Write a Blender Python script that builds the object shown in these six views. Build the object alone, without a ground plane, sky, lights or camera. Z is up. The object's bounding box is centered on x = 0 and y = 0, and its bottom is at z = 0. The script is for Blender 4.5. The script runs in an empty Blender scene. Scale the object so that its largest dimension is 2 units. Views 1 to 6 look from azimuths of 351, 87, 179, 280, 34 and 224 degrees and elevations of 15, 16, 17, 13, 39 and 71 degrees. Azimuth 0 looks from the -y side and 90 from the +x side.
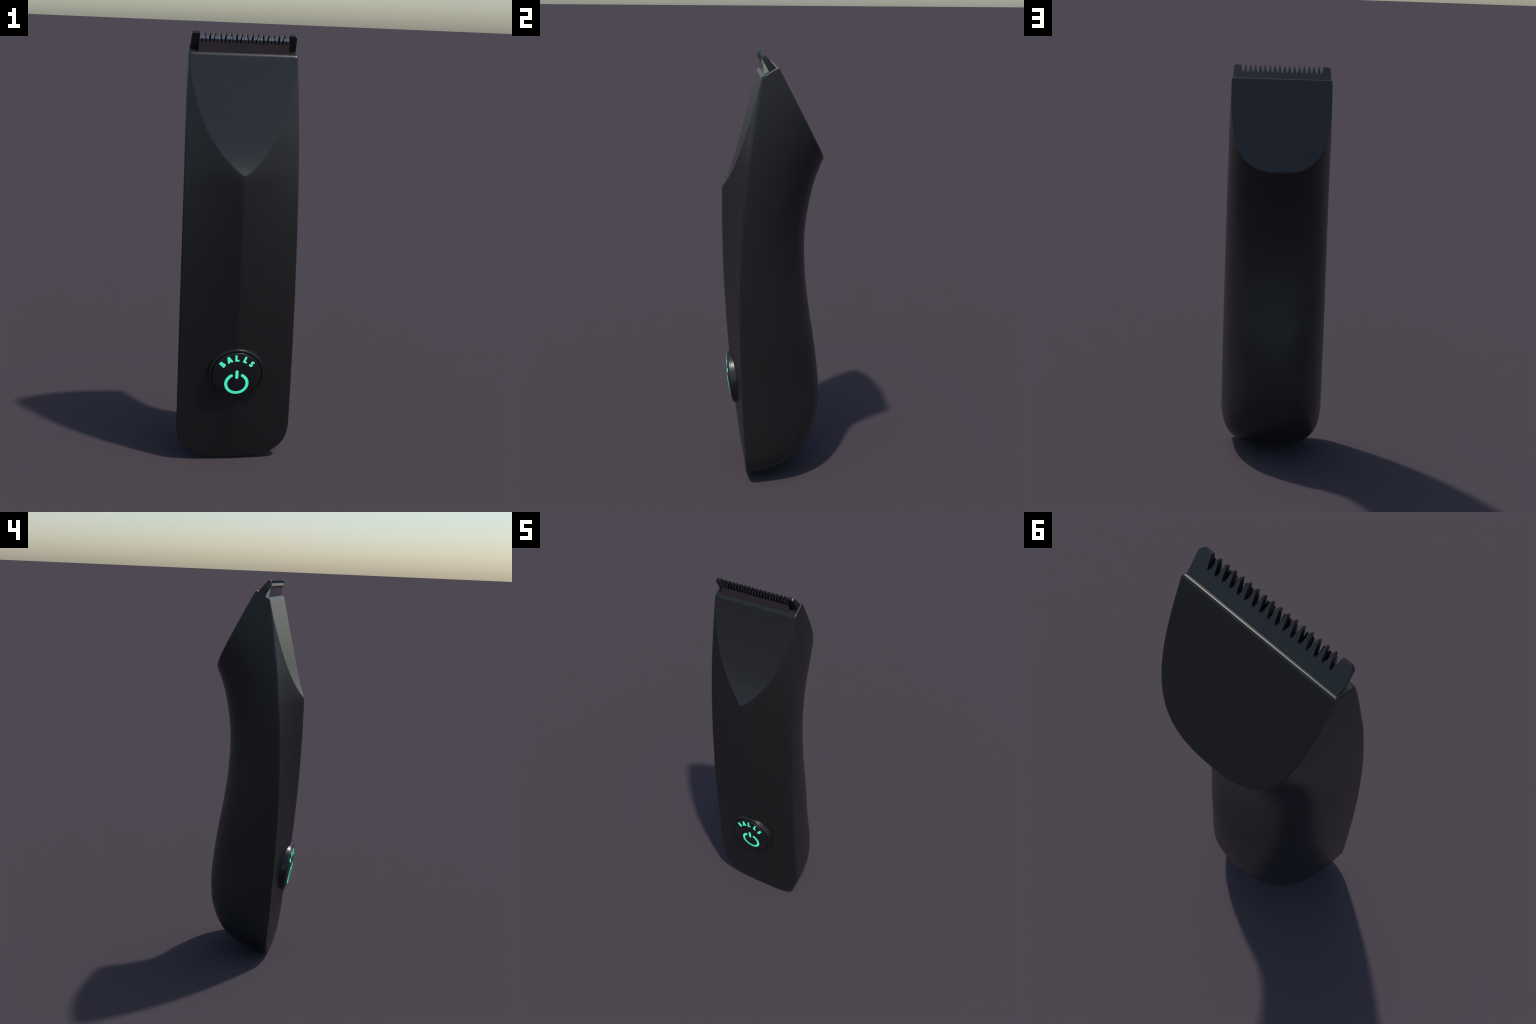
"""Cordless hair trimmer: black body with ridged front, back bevel, comb and cutter
blades on top and a round lit power button."""
import bpy, bmesh, math
import numpy as np

# ------------------------------------------------------------------ helpers
def pchip(xs, ys):
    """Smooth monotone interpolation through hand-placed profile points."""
    xs = np.asarray(xs, float); ys = np.asarray(ys, float)
    h = np.diff(xs); d = np.diff(ys) / h
    m = np.zeros(len(xs)); m[0] = d[0]; m[-1] = d[-1]
    for i in range(1, len(xs) - 1):
        if d[i - 1] * d[i] > 0:
            w1 = 2 * h[i] + h[i - 1]; w2 = h[i] + 2 * h[i - 1]
            m[i] = (w1 + w2) / (w1 / d[i - 1] + w2 / d[i])
    def f(x):
        x = np.clip(np.asarray(x, float), xs[0], xs[-1])
        i = np.clip(np.searchsorted(xs, x, side='right') - 1, 0, len(xs) - 2)
        t = (x - xs[i]) / h[i]
        return ((1 + 2*t) * (1-t)**2 * ys[i] + t * (1-t)**2 * h[i] * m[i]
                + t*t * (3 - 2*t) * ys[i+1] + t*t * (t-1) * h[i] * m[i+1])
    return f

def table(rows):
    a = np.array(rows, float)
    return pchip(a[:, 0], a[:, 1])

def spline(rows):
    """Natural cubic spline (curvature-continuous profile)."""
    a = np.array(rows, float); x, y = a[:, 0], a[:, 1]; n = len(x); h = np.diff(x)
    A = np.eye(n); r = np.zeros(n)
    for i in range(1, n - 1):
        A[i, i-1], A[i, i], A[i, i+1] = h[i-1], 2 * (h[i-1] + h[i]), h[i]
        r[i] = 6 * ((y[i+1] - y[i]) / h[i] - (y[i] - y[i-1]) / h[i-1])
    M = np.linalg.solve(A, r)
    def f(q):
        q = np.clip(np.asarray(q, float), x[0], x[-1])
        i = np.clip(np.searchsorted(x, q, side='right') - 1, 0, n - 2)
        a0 = x[i+1] - q; b0 = q - x[i]
        return (M[i] * a0**3 + M[i+1] * b0**3) / (6 * h[i]) + (y[i] / h[i] - M[i] * h[i] / 6) * a0 \
            + (y[i+1] / h[i] - M[i+1] * h[i] / 6) * b0
    return f

def smax(a, b, k):
    hh = np.clip(0.5 + 0.5 * (a - b) / k, 0, 1)
    return b * (1 - hh) + a * hh + k * hh * (1 - hh)

def smin(a, b, k):
    return -smax(-a, -b, k)

def link(name, mesh, mat, parent):
    ob = bpy.data.objects.new(name, mesh)
    bpy.context.scene.collection.objects.link(ob)
    if mat: mesh.materials.append(mat)
    ob.parent = parent
    return ob

def mesh_from(name, verts, faces, smooth=True, merge=1e-5):
    me = bpy.data.meshes.new(name)
    me.from_pydata([tuple(v) for v in verts], [], faces)
    bm = bmesh.new(); bm.from_mesh(me)
    if merge:
        bmesh.ops.remove_doubles(bm, verts=bm.verts, dist=merge)
        bmesh.ops.dissolve_degenerate(bm, edges=bm.edges, dist=1e-6)
    bmesh.ops.recalc_face_normals(bm, faces=bm.faces)
    for f in bm.faces: f.smooth = smooth
    bm.to_mesh(me); bm.free(); me.update()
    return me

# ------------------------------------------------------------------ materials
def material(name, base, rough, metallic=0.0, spec=0.5, grain=0.0, rough_var=0.0,
             emission=None, strength=0.0):
    m = bpy.data.materials.new(name); m.use_nodes = True
    nt = m.node_tree; bs = nt.nodes['Principled BSDF']
    bs.inputs['Metallic'].default_value = metallic
    bs.inputs['Specular IOR Level'].default_value = spec
    tc = nt.nodes.new('ShaderNodeTexCoord')
    nz = nt.nodes.new('ShaderNodeTexNoise')
    nz.inputs['Scale'].default_value = 9.0; nz.inputs['Detail'].default_value = 4.0
    nt.links.new(tc.outputs['Object'], nz.inputs['Vector'])
    mix = nt.nodes.new('ShaderNodeMix'); mix.data_type = 'RGBA'
    mix.inputs[6].default_value = (*[c * (1 - grain) for c in base], 1)
    mix.inputs[7].default_value = (*[c * (1 + grain) for c in base], 1)
    nt.links.new(nz.outputs['Fac'], mix.inputs[0])
    nt.links.new(mix.outputs[2], bs.inputs['Base Color'])
    mr = nt.nodes.new('ShaderNodeMapRange')
    mr.inputs['To Min'].default_value = rough - rough_var
    mr.inputs['To Max'].default_value = rough + rough_var
    nt.links.new(nz.outputs['Fac'], mr.inputs['Value'])
    nt.links.new(mr.outputs['Result'], bs.inputs['Roughness'])
    if emission:
        bs.inputs['Emission Color'].default_value = (*emission, 1)
        bs.inputs['Emission Strength'].default_value = strength
    return m

MAT_BODY = material('black_satin_plastic', (0.0165, 0.0163, 0.0165), 0.335, grain=0.06, rough_var=0.01)
MAT_BUTTON = material('black_button_plastic', (0.0145, 0.0145, 0.0147), 0.31, grain=0.05, rough_var=0.01)
MAT_COMB = material('black_ceramic', (0.0140, 0.0140, 0.0143), 0.28, grain=0.04, rough_var=0.01)
MAT_STEEL = material('dark_polished_steel', (0.28, 0.275, 0.28), 0.10, metallic=1.0, grain=0.02, rough_var=0.01)
MAT_GLOW = material('lit_mint_green', (0.06, 0.62, 0.42), 0.45, grain=0.0,
                    emission=(0.065, 0.78, 0.49), strength=0.74)

# ------------------------------------------------------------------ thing
trimmer = bpy.data.objects.new('hair_trimmer', None)
bpy.context.scene.collection.objects.link(trimmer)
trimmer['label'] = 'matte black cordless hair trimmer with green lit power button'
trimmer['category'] = 'hair trimmer'

# ------------------------------------------------------------------ body profiles
# y of the central front ridge, by height
ridge_y = spline([(0, -.1235), (.02, -.1275), (.077, -.139), (.166, -.1525), (.31, -.171), (.606, -.2015),
                  (.80, -.2150), (.95, -.2230), (1.09, -.2275), (1.222, -.2292), (1.32, -.2290), (1.40, -.2272),
                  (1.45, -.2225), (1.50, -.217), (1.56, -.2125), (1.65, -.2085), (1.80, -.200), (1.97, -.19)])
# y of the corner between front facet and side
edge_y = spline([(0, -.1175), (.07, -.1245), (.15, -.1305), (.28, -.1380), (.39, -.1430), (.61, -.1510),
                 (.85, -.1558), (.96, -.1545), (1.10, -.1512), (1.23, -.1450), (1.365, -.1355), (1.47, -.1250),
                 (1.56, -.1150), (1.66, -.0995), (1.765, -.0835), (1.85, -.070), (1.97, -.050)])
# slight hollow of the front facets
facet_hollow = spline([(0, .10), (.3, .16), (.7, .20), (1.15, .22), (1.35, .17), (1.5, .03), (1.7, 0.0), (2.0, 0.0)])
# half width of the straight sides
half_w = spline([(0, .2705), (.20, .2703), (.38, .2695), (.65, .2675), (.97, .2635), (1.29, .2585), (1.45, .2555),
                 (1.69, .2495), (1.82, .2445), (1.93, .2395), (2.0, .2365)])
# roundness of the back cross-section (super-ellipse exponent)
back_n = spline([(0, 3.0), (.1, 3.55), (.2, 3.25), (.35, 2.52), (.7, 2.38), (1.1, 2.42), (1.4, 2.6), (1.6, 2.85), (1.8, 2.85), (2.0, 2.7)])
# how much the sides lean in towards the back
side_lean = spline([(0, .15), (.12, .145), (.25, .10), (.45, .063), (1.1, .057), (1.5, .05), (1.7, .035), (2.0, .02)])
# y of the (uncut) back at the centre line
back_y = table([(0, -.112), (.008, -.080), (.020, -.033), (.040, .024), (.062, .072), (.085, .106),
                (.11, .133), (.15, .166), (.21, .1985), (.284, .2220), (.37, .2315)])
back_y_up = spline([(.284, .2220), (.37, .2315), (.44, .2300), (.55, .2190), (.673, .2020), (.80, .1805),
                    (.905, .1660), (1.003, .1555), (1.10, .1510), (1.18, .1510), (1.262, .1575), (1.371, .1760),
                    (1.471, .2030), (1.54, .2305), (1.62, .263), (1.72, .297), (1.82, .325), (1.97, .360)])
# concave scoop under the blade, extruded across the width
scoop_y = table([(0, -1.0), (1.25, -.40), (1.30, -.310), (1.35, -.262), (1.40, -.2275), (1.45, -.2000),
                 (1.50, -.1785), (1.55, -.1605), (1.60, -.1443), (1.65, -.1290), (1.70, -.1143), (1.75, -.1002),
                 (1.80, -.0867), (1.85, -.0742), (1.91, -.0600), (1.97, -.0465)])
BEV0 = (.0085, 1.9475); BEV1 = (.2275, 1.5415)                # back bevel line (y, z)
BEV_K = (BEV1[0] - BEV0[0]) / (BEV1[1] - BEV0[1])
bevel_y = lambda z: BEV0[0] + (z - BEV0[1]) * BEV_K
TOP_K = .575                                                  # top face is nearly square to the bevel
H_BOT = .205; N_BOT = 2.72                                      # rounded lower corners seen from the front
RIDGE_EPS = .009

def width_at(z):
    t = np.clip(1 - z / H_BOT, 0, 1)
    return half_w(z) * np.maximum(1 - t**N_BOT, 1e-7)**(1 / N_BOT)

def back_at(z):
    return np.where(z < .33, back_y(z), back_y_up(z))

def front_shift(z):                                           # rounded lower front edge
    t = np.clip(1 - z / .020, 0, 1)
    return .010 * (1 - np.sqrt(np.maximum(1 - t * t, 0)))

def front_at(x, z, w):
    yr, ye = ridge_y(z), edge_y(z)
    ax = np.sqrt(x * x + RIDGE_EPS**2) - RIDGE_EPS
    hw = half_w(z)
    t = ax / (np.sqrt(hw * hw + RIDGE_EPS**2) - RIDGE_EPS)
    facet = yr + (ye - yr) * (t + facet_hollow(z) * t * (1 - t))
    return smax(facet, scoop_y(z), .0018) + front_shift(z)

def cluster(lo, hi, c, d, n1, n2, n3):
    """Parameters from lo to hi with n2 dense ones around c +- d (vectorised over rows is not needed)."""
    a = np.clip(c - d, lo, hi); b = np.clip(c + d, lo, hi)
    return a, b

NF1, NFC, NF2, NCOR, NSIDE, NB1, NBC, NB2 = 16, 10, 16, 8, 6, 34, 12, 26
# column descriptors: (kind, parameter in 0..1)
COLS = ([('f1', i / NF1) for i in range(NF1)] + [('fc', i / NFC) for i in range(NFC)]
        + [('f2', i / NF2) for i in range(NF2)] + [('co', i / NCOR) for i in range(NCOR)]
        + [('si', i / NSIDE) for i in range(NSIDE)] + [('b1', i / NB1) for i in range(NB1)]
        + [('bc', i / NBC) for i in range(NBC)] + [('b2', i / NB2) for i in range(NB2 + 1)])
KIND = np.array([c[0] for c in COLS]); PAR = np.array([c[1] for c in COLS])

def section(z):
    """Half outline: for every column (own height z) return x, y."""
    w = width_at(z)
    ycor = front_at(w, z, w)
    yb = back_at(z); thick = np.maximum(yb - ycor, 1e-4)
    rc = np.minimum(np.minimum(.009, .30 * w), .25 * thick)
    # front: crease where scoop meets facet
    yr, ye = ridge_y(z), edge_y(z)
    xc = np.clip((scoop_y(z) - yr) / (ye - yr), 0, 1.4) * half_w(z)
    d = .008
    xe = w - rc
    xa = np.clip(xc - d, 0, xe); xb = np.clip(xc + d, 0, xe)
    x = np.zeros_like(z); y = np.zeros_like(z)
    m = KIND == 'f1'; x[m] = xa[m] * PAR[m]
    m = KIND == 'fc'; x[m] = xa[m] + (xb - xa)[m] * PAR[m]
    m = KIND == 'f2'; x[m] = xb[m] + (xe - xb)[m] * PAR[m]
    m = (KIND == 'f1') | (KIND == 'fc') | (KIND == 'f2')
    y[m] = front_at(x[m], z[m], w[m])
    # front corner fillet
    m = KIND == 'co'; t = PAR[m]
    A = np.array([xe[m], front_at(xe[m], z[m], w[m])]); C = np.array([w[m], ycor[m]]); B = np.array([w[m], ycor[m] + rc[m]])
    P = (1-t)**2 * A + 2*t*(1-t) * C + t*t * B
    x[m], y[m] = P[0], P[1]
    yp = bevel_y(z)
    nb = back_n(z)
    ys = ycor + rc; lean = side_lean(z)
    m = KIND == 'si'; x[m] = w[m]; y[m] = (ycor + rc)[m] + (ys - ycor - rc)[m] * PAR[m]
    # back: super-ellipse, cut by the bevel plane
    b = np.maximum(yb - ys, 1e-5)
    fc = np.where(yp >= yb, np.pi/2, np.arcsin(np.clip((yp - ys) / b, 0, 1)**(nb / 2)))
    da = .10
    fa = np.clip(fc - da, 0, np.pi/2); fb = np.clip(fc + da, 0, np.pi/2)
    f = np.zeros_like(z)
    m = KIND == 'b1'; f[m] = fa[m] * PAR[m]
    m = KIND == 'bc'; f[m] = fa[m] + (fb - fa)[m] * PAR[m]
    m = KIND == 'b2'; f[m] = fb[m] + (np.pi/2 - fb)[m] * PAR[m]
    m = (KIND == 'b1') | (KIND == 'bc') | (KIND == 'b2')
    x[m] = w[m] * np.maximum(np.cos(f[m]), 0)**(2 / nb[m]) * (1 - lean[m] * np.sin(f[m])**(2 / nb[m]))
    y[m] = smin(ys[m] + b[m] * np.sin(f[m])**(2 / nb[m]), yp[m], .009)
    return x, y

def row(Z, k):
    """Outline on the plane z = Z + k*y."""
    z = np.full(len(COLS), Z, float)
    for _ in range(40):
        x, y = section(np.clip(z, 0, 1.969))
        z = Z + k * y
    return np.stack([x, y, z], 1)

TOP_Z0 = BEV0[1] - TOP_K * BEV0[0]                             # top plane z = TOP_Z0 + TOP_K*y
def build_body():
    zs = list(H_BOT * np.linspace(0.0, 1, 70)[0:]**2.2)
    zs += list(np.linspace(H_BOT, 1.36, 150)[1:])
    zs += list(np.linspace(1.36, 1.46, 50)[1:]) + list(np.linspace(1.46, 1.53, 22)[1:])
    zs += list(np.linspace(1.53, 1.60, 70)[1:])
    R = .0080
    ztop = TOP_Z0 - R * math.sqrt(1 + TOP_K**2)
    zs += list(np.linspace(1.60, ztop, 70)[1:])
    rows = []
    for Z in zs:
        t = np.clip((Z - 1.60) / (ztop - 1.60), 0, 1)
        rows.append(row(Z, TOP_K * t))
    # fillet to the top face: true sections, shrunk in their own plane towards the top
    tv = np.array([0, 1, TOP_K]) / math.hypot(1, TOP_K)      # in-plane "back" direction
    nv = np.array([0, -TOP_K, 1]) / math.hypot(1, TOP_K)     # top face normal
    mirror = lambda r: np.concatenate([r, (r * [-1, 1, 1])[::-1][1:-1]])
    def inset(full, dist):
        p2 = np.stack([full[:, 0], full @ tv], 1)
        xm = np.abs(p2[:, 0]).max(); lo, hi = p2[:, 1].min(), p2[:, 1].max()
        mid, hh = (lo + hi) / 2, (hi - lo) / 2                # near-rectangular outline: scale both ways
        q = np.stack([p2[:, 0] * (1 - dist / xm), mid + (p2[:, 1] - mid) * (1 - dist / hh)], 1)
        return (np.stack([q[:, 0], 0*q[:, 0], 0*q[:, 0]], 1) + q[:, 1:2] * tv + (full @ nv)[:, None] * nv)
    verts = [mirror(r) for r in rows]; faces = []
    nfull = len(verts[0])
    top_full = mirror(row(TOP_Z0, TOP_K))
    for a in np.linspace(0, math.pi/2, 11)[1:]:
        d = R * (1 - math.sin(a))                            # depth below the top plane
        full = mirror(row(TOP_Z0 - d * math.sqrt(1 + TOP_K**2), TOP_K))
        verts.append(inset(full, R * (1 - math.cos(a))))
    verts.append(inset(top_full, R + .004))
    V = np.concatenate(verts); nr = len(verts)
    for i in range(nr - 1):
        for j in range(nfull):
            j2 = (j + 1) % nfull
            faces.append((i*nfull + j, i*nfull + j2, (i+1)*nfull + j2, (i+1)*nfull + j))
    for r, base in ((verts[-1], (nr-1)*nfull), (verts[0], 0)):   # close top and bottom with fans
        V = np.concatenate([V, [(r.min(0) + r.max(0)) / 2]])
        for j in range(nfull): faces.append((base + j, base + (j + 1) % nfull, len(V) - 1))
    me = mesh_from('body', V, faces, merge=2e-5)
    return link('body', me, MAT_BODY, trimmer)

body = build_body()

# ------------------------------------------------------------------ comb blade (fixed, behind)
COMB_F0, COMB_F1 = np.array([-.0289, 1.9305]), np.array([-.0630, 1.9915])   # front face, base -> tip (y, z)
COMB_B0, COMB_B1 = np.array([-.0030, 1.9440]), np.array([-.0525, 2.0000])   # back face, base -> tip
S_NOTCH = .46
N_COMB = 16; PITCH_C = .02326
notch_half = pchip([.46, .475, .50, .55, .70, .85, 1.0], [0, .0022, .0033, .0043, .0060, .0077, .0095])

def comb_prism(name, outline, parent, hidden=()):
    """Extrude an (x, s) outline between the converging front and back faces of the comb."""
    n = len(outline)
    fr = [(x, *(COMB_F0 + s * (COMB_F1 - COMB_F0))) for x, s in outline]
    bk = [(x, *(COMB_B0 + s * (COMB_B1 - COMB_B0))) for x, s in outline]
    faces = [tuple(range(n)), tuple(range(2*n - 1, n - 1, -1))]
    for i in range(n):
        if i not in hidden:
            j = (i + 1) % n
            faces.append((i, n + i, n + j, j))
    return fr + bk, faces

def finish(name, verts, faces, mat, parent, angle=40, merge=1e-6):
    me = mesh_from(name, verts, faces, smooth=False, merge=merge)
    bm = bmesh.new(); bm.from_mesh(me)
    bmesh.ops.triangulate(bm, faces=[f for f in bm.faces if len(f.verts) > 4])
    bm.to_mesh(me); bm.free()
    me.set_sharp_from_angle(angle=math.radians(28))
    me.polygons.foreach_set('use_smooth', [True] * len(me.polygons))
    return link(name, me, mat, parent)

XC = .2326
x_notch = PITCH_C * N_COMB / 2                                # centre of the outermost notch
ss = [.46, .475, .49, .505, .53, .57, .63, .70, .78, .86, .93, 1.0]
inner = [(x_notch + float(notch_half(s)), s) for s in ss]     # inner flank of the right ear
rad_x, rad_s = .0128, .24
corner = [(XC - .0015 - rad_x + rad_x * math.sin(a), 1 - rad_s + rad_s * math.cos(a))
          for a in np.linspace(0, math.pi/2, 9)]
right = [(XC, -.45), (XC, 0.0)] + corner[::-1] + inner[::-1]
outline = right + [(-x, s) for x, s in right[::-1]]
v, f = comb_prism('comb_blade', outline, trimmer)
comb = finish('comb_blade', v, f, MAT_COMB, trimmer)
# one tooth, shared by all the copies
flank = [(PITCH_C / 2 - float(notch_half(s)), s) for s in ss]
tooth_outline = flank + [(-x, s) for x, s in flank[::-1]]
v, f = comb_prism('comb_tooth', tooth_outline, comb, hidden=(len(tooth_outline) - 1,))
tooth0 = finish('comb_tooth', v, f, MAT_COMB, comb)
for i in range(N_COMB):
    t = tooth0 if i == 0 else tooth0.copy()
    if i: bpy.context.scene.collection.objects.link(t)
    t.location.x = (i - (N_COMB - 1) / 2) * PITCH_C

# ------------------------------------------------------------------ cutter blade (moving, in front)
# profile (y, z): A front foot, B start of undercut, C nose, D tip, F back of slot level, E back foot
CB, CC = (-.0540, 1.9535), (-.0614, 1.9690)
def comb_front_y(z): return COMB_F0[0] + (z - COMB_F0[1]) * (COMB_F1 - COMB_F0)[0] / (COMB_F1 - COMB_F0)[1] - .0006
CF = (comb_front_y(1.9535), 1.9535); CE = (comb_front_y(1.915), 1.915)
CD = (comb_front_y(1.9822), 1.9822)
HALF_C = .1980; N_CUT = 24; PITCH_T = .01678
prof = [(-.0505, 1.8950), (-.0511, 1.9150), (-.0518, 1.9280), (-.0527, 1.9400), CB, CF, CE, (comb_front_y(1.895) - .004, 1.895)]
lean_out = [.0040, .0026, .0018, .0009, 0, 0, .0026, .0040]     # ends flare towards the foot
v = []; npf = len(prof)
for sx in (-1, 1): v += [(sx * (HALF_C + dx), *p) for p, dx in zip(prof, lean_out)]
f = [tuple(range(npf)), tuple(range(2*npf - 1, npf - 1, -1))] + [(i, npf + i, npf + (i+1) % npf, (i+1) % npf) for i in range(npf)]
cutter = finish('cutter_blade', v, f, MAT_STEEL, trimmer)
# tooth: profile swept across its width, narrowing upward, rounded root
def lerp(a, b, t): return (a[0] + (b[0]-a[0])*t, a[1] + (b[1]-a[1])*t)
lev = [(0.0, PITCH_T/2 - .0010), (.07, .0064), (.16, .0059), (.5, .0047), (1.0, .0042)]
front = [(lerp(CB, CC, t), hw) for t, hw in lev] + [(lerp(CC, CD, .5), .0034), (CD, .0025)]
END = HALF_C - PITCH_T * (N_CUT - 1) / 2                       # flush outer flank of the end teeth
end_lean = [0, .0001, .0003, .0009, .0018, .0027, .0037]
def cutter_tooth(left_end, right_end):
    v = []; f = []
    for k, ((y, z), hw) in enumerate(front):
        yb = comb_front_y(z)
        lo = -(END - end_lean[k]) if left_end else -hw
        hi = (END - end_lean[k]) if right_end else hw
        v += [(lo, y, z), (hi, y, z), (hi, yb, z), (lo, yb, z)]
    for i in range(len(front) - 1):
        a, b = 4*i, 4*i + 4
        f += [(a, a+1, b+1, b), (a+1, a+2, b+2, b+1), (a+2, a+3, b+3, b+2), (a+3, a, b, b+3)]
    return finish('cutter_tooth', v, f, MAT_STEEL, cutter, merge=1e-7)
mid = cutter_tooth(False, False)
for i in range(N_CUT):
    if i in (0, N_CUT - 1): t = cutter_tooth(i == 0, i > 0)
    elif i == 1: t = mid
    else:
        t = mid.copy(); bpy.context.scene.collection.objects.link(t)
    t.location.x = (i - (N_CUT - 1) / 2) * PITCH_T

# ------------------------------------------------------------------ power button
TILT = math.radians(6.5)
BC = np.array([0.0, -.1955, .4625])                           # centre of the bezel's front plane
AX_N = np.array([0, -math.cos(TILT), -math.sin(TILT)])
AX_U = np.array([0, -math.sin(TILT), math.cos(TILT)])
AX_X = np.array([1.0, 0, 0])
def to_world(px, pu, ph): return BC + AX_X * px + AX_U * pu + AX_N * ph

def lathe(name, profile, mat, parent, seg=128):
    verts = []; faces = []
    for r, h in profile:
        for k in range(seg):
            a = 2 * math.pi * k / seg
            verts.append(to_world(r * math.cos(a), r * math.sin(a), h))
    n = len(profile)
    for i in range(n - 1):
        for k in range(seg):
            k2 = (k + 1) % seg
            faces.append((i*seg + k, i*seg + k2, (i+1)*seg + k2, (i+1)*seg + k))
    me = mesh_from(name, verts, faces, merge=1e-6)
    return link(name, me, mat, parent)

def arc(cx, cy, r, a0, a1, n):
    return [(cx + r * math.cos(a), cy + r * math.sin(a)) for a in np.radians(np.linspace(a0, a1, n))]

R_OUT, R_CAP = .1300, .1150
bez = [(R_OUT + .0060, -.070), (R_OUT + .0030, -.024), (R_OUT + .0008, -.010)] + arc(R_OUT - .005, -.005, .005, 0, 90, 9) \
    + [(R_CAP + .0045, 0)] + arc(R_CAP + .0045, -.002, .002, 90, 180, 5) + [(R_CAP + .0018, -.012), (R_CAP - .01, -.0125)]
bezel = lathe('button_bezel', bez, MAT_BUTTON, trimmer)
RIM_H, SAG = .0036, .0104
R_SPH = (R_CAP**2 + SAG**2) / (2 * SAG)
def dome(r): return RIM_H + SAG - (R_SPH - np.sqrt(R_SPH**2 - r * r))
cap_prof = [(R_CAP, -.0122), (R_CAP, RIM_H - .004)] + arc(R_CAP - .004, RIM_H - .004, .004, 0, 70, 7)
for r in np.linspace(R_CAP - .0045, 0.0004, 26): cap_prof.append((float(r), float(dome(r)) - .0004))
cap = lathe('button_cap', cap_prof, MAT_BUTTON, trimmer)

LIFT = .0004
def on_cap(x, u, lift): return to_world(x, u, float(dome(math.hypot(x, u))) + lift)

def strip(name, path, width, parent):
    """Flat ribbon with round ends along a path on the button face."""
    P = np.array(path); T = np.gradient(P, axis=0); T /= np.linalg.norm(T, axis=1)[:, None]
    N = np.stack([-T[:, 1], T[:, 0]], 1); h = width / 2
    left = [P[i] + N[i] * h for i in range(len(P))]; right = [P[i] - N[i] * h for i in range(len(P))]
    pairs = []
    for a in np.radians(np.linspace(90, 8, 9)):                # round start
        c = P[0] - T[0] * h * math.sin(a); pairs.append((c + N[0] * h * math.cos(a), c - N[0] * h * math.cos(a)))
    pairs += list(zip(left, right))
    for a in np.radians(np.linspace(8, 90, 9)):
        c = P[-1] + T[-1] * h * math.sin(a); pairs.append((c + N[-1] * h * math.cos(a), c - N[-1] * h * math.cos(a)))
    v = []; f = []
    for l, r in pairs:
        mid = (l + r) / 2
        v += [on_cap(*l, LIFT), on_cap(*mid, LIFT), on_cap(*r, LIFT), on_cap(*r, -.001), on_cap(*l, -.001)]
    for i in range(len(pairs) - 1):
        a, b = 5*i, 5*i + 5
        for k in range(5): f.append((a + k, a + (k+1) % 5, b + (k+1) % 5, b + k))
    me = mesh_from(name, v, f, smooth=False, merge=1e-7)
    return link(name, me, MAT_GLOW, parent)

PC = -.0385; PR = .0497; PW = .0139
strip('power_symbol_ring', [(PR * math.sin(a), PC + PR * math.cos(a)) for a in np.radians(np.linspace(31, 329, 90))], PW, cap)
strip('power_symbol_bar', [(0, u) for u in np.linspace(.0245, -.0050, 8)], PW, cap)

# letters: outlines in a box one unit high, centred on x; holes follow the outer outline
def circ(cx, cy, rx, ry, a0, a1, n): return [(cx + rx * math.cos(a), cy + ry * math.sin(a)) for a in np.radians(np.linspace(a0, a1, n))]
def ribbon(path, w):
    P = np.array(path); T = np.gradient(P, axis=0); T /= np.linalg.norm(T, axis=1)[:, None]
    N = np.stack([-T[:, 1], T[:, 0]], 1)
    return [tuple(p) for p in P + N * w/2] + [tuple(p) for p in (P - N * w/2)[::-1]]
GLYPH = {
    'b': [[(-.31, -.5), (.02, -.5)] + circ(.06, -.21, .29, .29, -90, 62, 10) + circ(.03, .25, .25, .25, -50, 90, 9) + [(-.31, .5)],
          circ(-.01, .21, .05, .05, 0, 330, 8), circ(.02, -.21, .06, .06, 0, 330, 8)],
    'a': [[(-.44, -.5), (-.16, -.5), (-.11, -.36), (.13, -.36), (.18, -.5), (.46, -.5), (.17, .5), (-.17, .5)],
          [(-.05, -.10), (.05, -.10), (0, .07)]],
    'l': [[(-.32, -.5), (.32, -.5), (.32, -.24), (0, -.24), (0, .5), (-.32, .5)]],
    's': [ribbon(circ(.0, .20, .165, .155, 15, 250, 14) + circ(.0, -.19, .185, .175, 75, -165, 16), .27)],
}
LETTER_H = .0292; LETTER_R = .0905
def letter(ch, angle):
    cu = bpy.data.curves.new('letter_outline', 'CURVE'); cu.dimensions = '2D'; cu.fill_mode = 'BOTH'; cu.extrude = .001
    for pts in GLYPH[ch]:
        sp = cu.splines.new('POLY'); sp.points.add(len(pts) - 1); sp.use_cyclic_u = True
        for p, q in zip(sp.points, pts): p.co = (q[0] * LETTER_H, q[1] * LETTER_H, 0, 1)
    tmp = bpy.data.objects.new('letter_outline', cu); bpy.context.scene.collection.objects.link(tmp)
    dg = bpy.context.evaluated_depsgraph_get()
    me = bpy.data.meshes.new_from_object(tmp.evaluated_get(dg)); me.name = 'letter_' + ch
    bpy.data.objects.remove(tmp); bpy.data.curves.remove(cu)
    a = math.radians(angle); c, s = math.cos(a), math.sin(a)
    for v in me.vertices:
        x, y = v.co.x, v.co.y + LETTER_R
        v.co = on_cap(c * x - s * y, s * x + c * y, LIFT if v.co.z > 0 else -.0012)
    me.materials.clear()
    return link('letter_' + ch, me, MAT_GLOW, cap)

for ch, ang in zip('balls', (48.5, 24.0, .3, -26.0, -48.5)):
    letter(ch, ang)
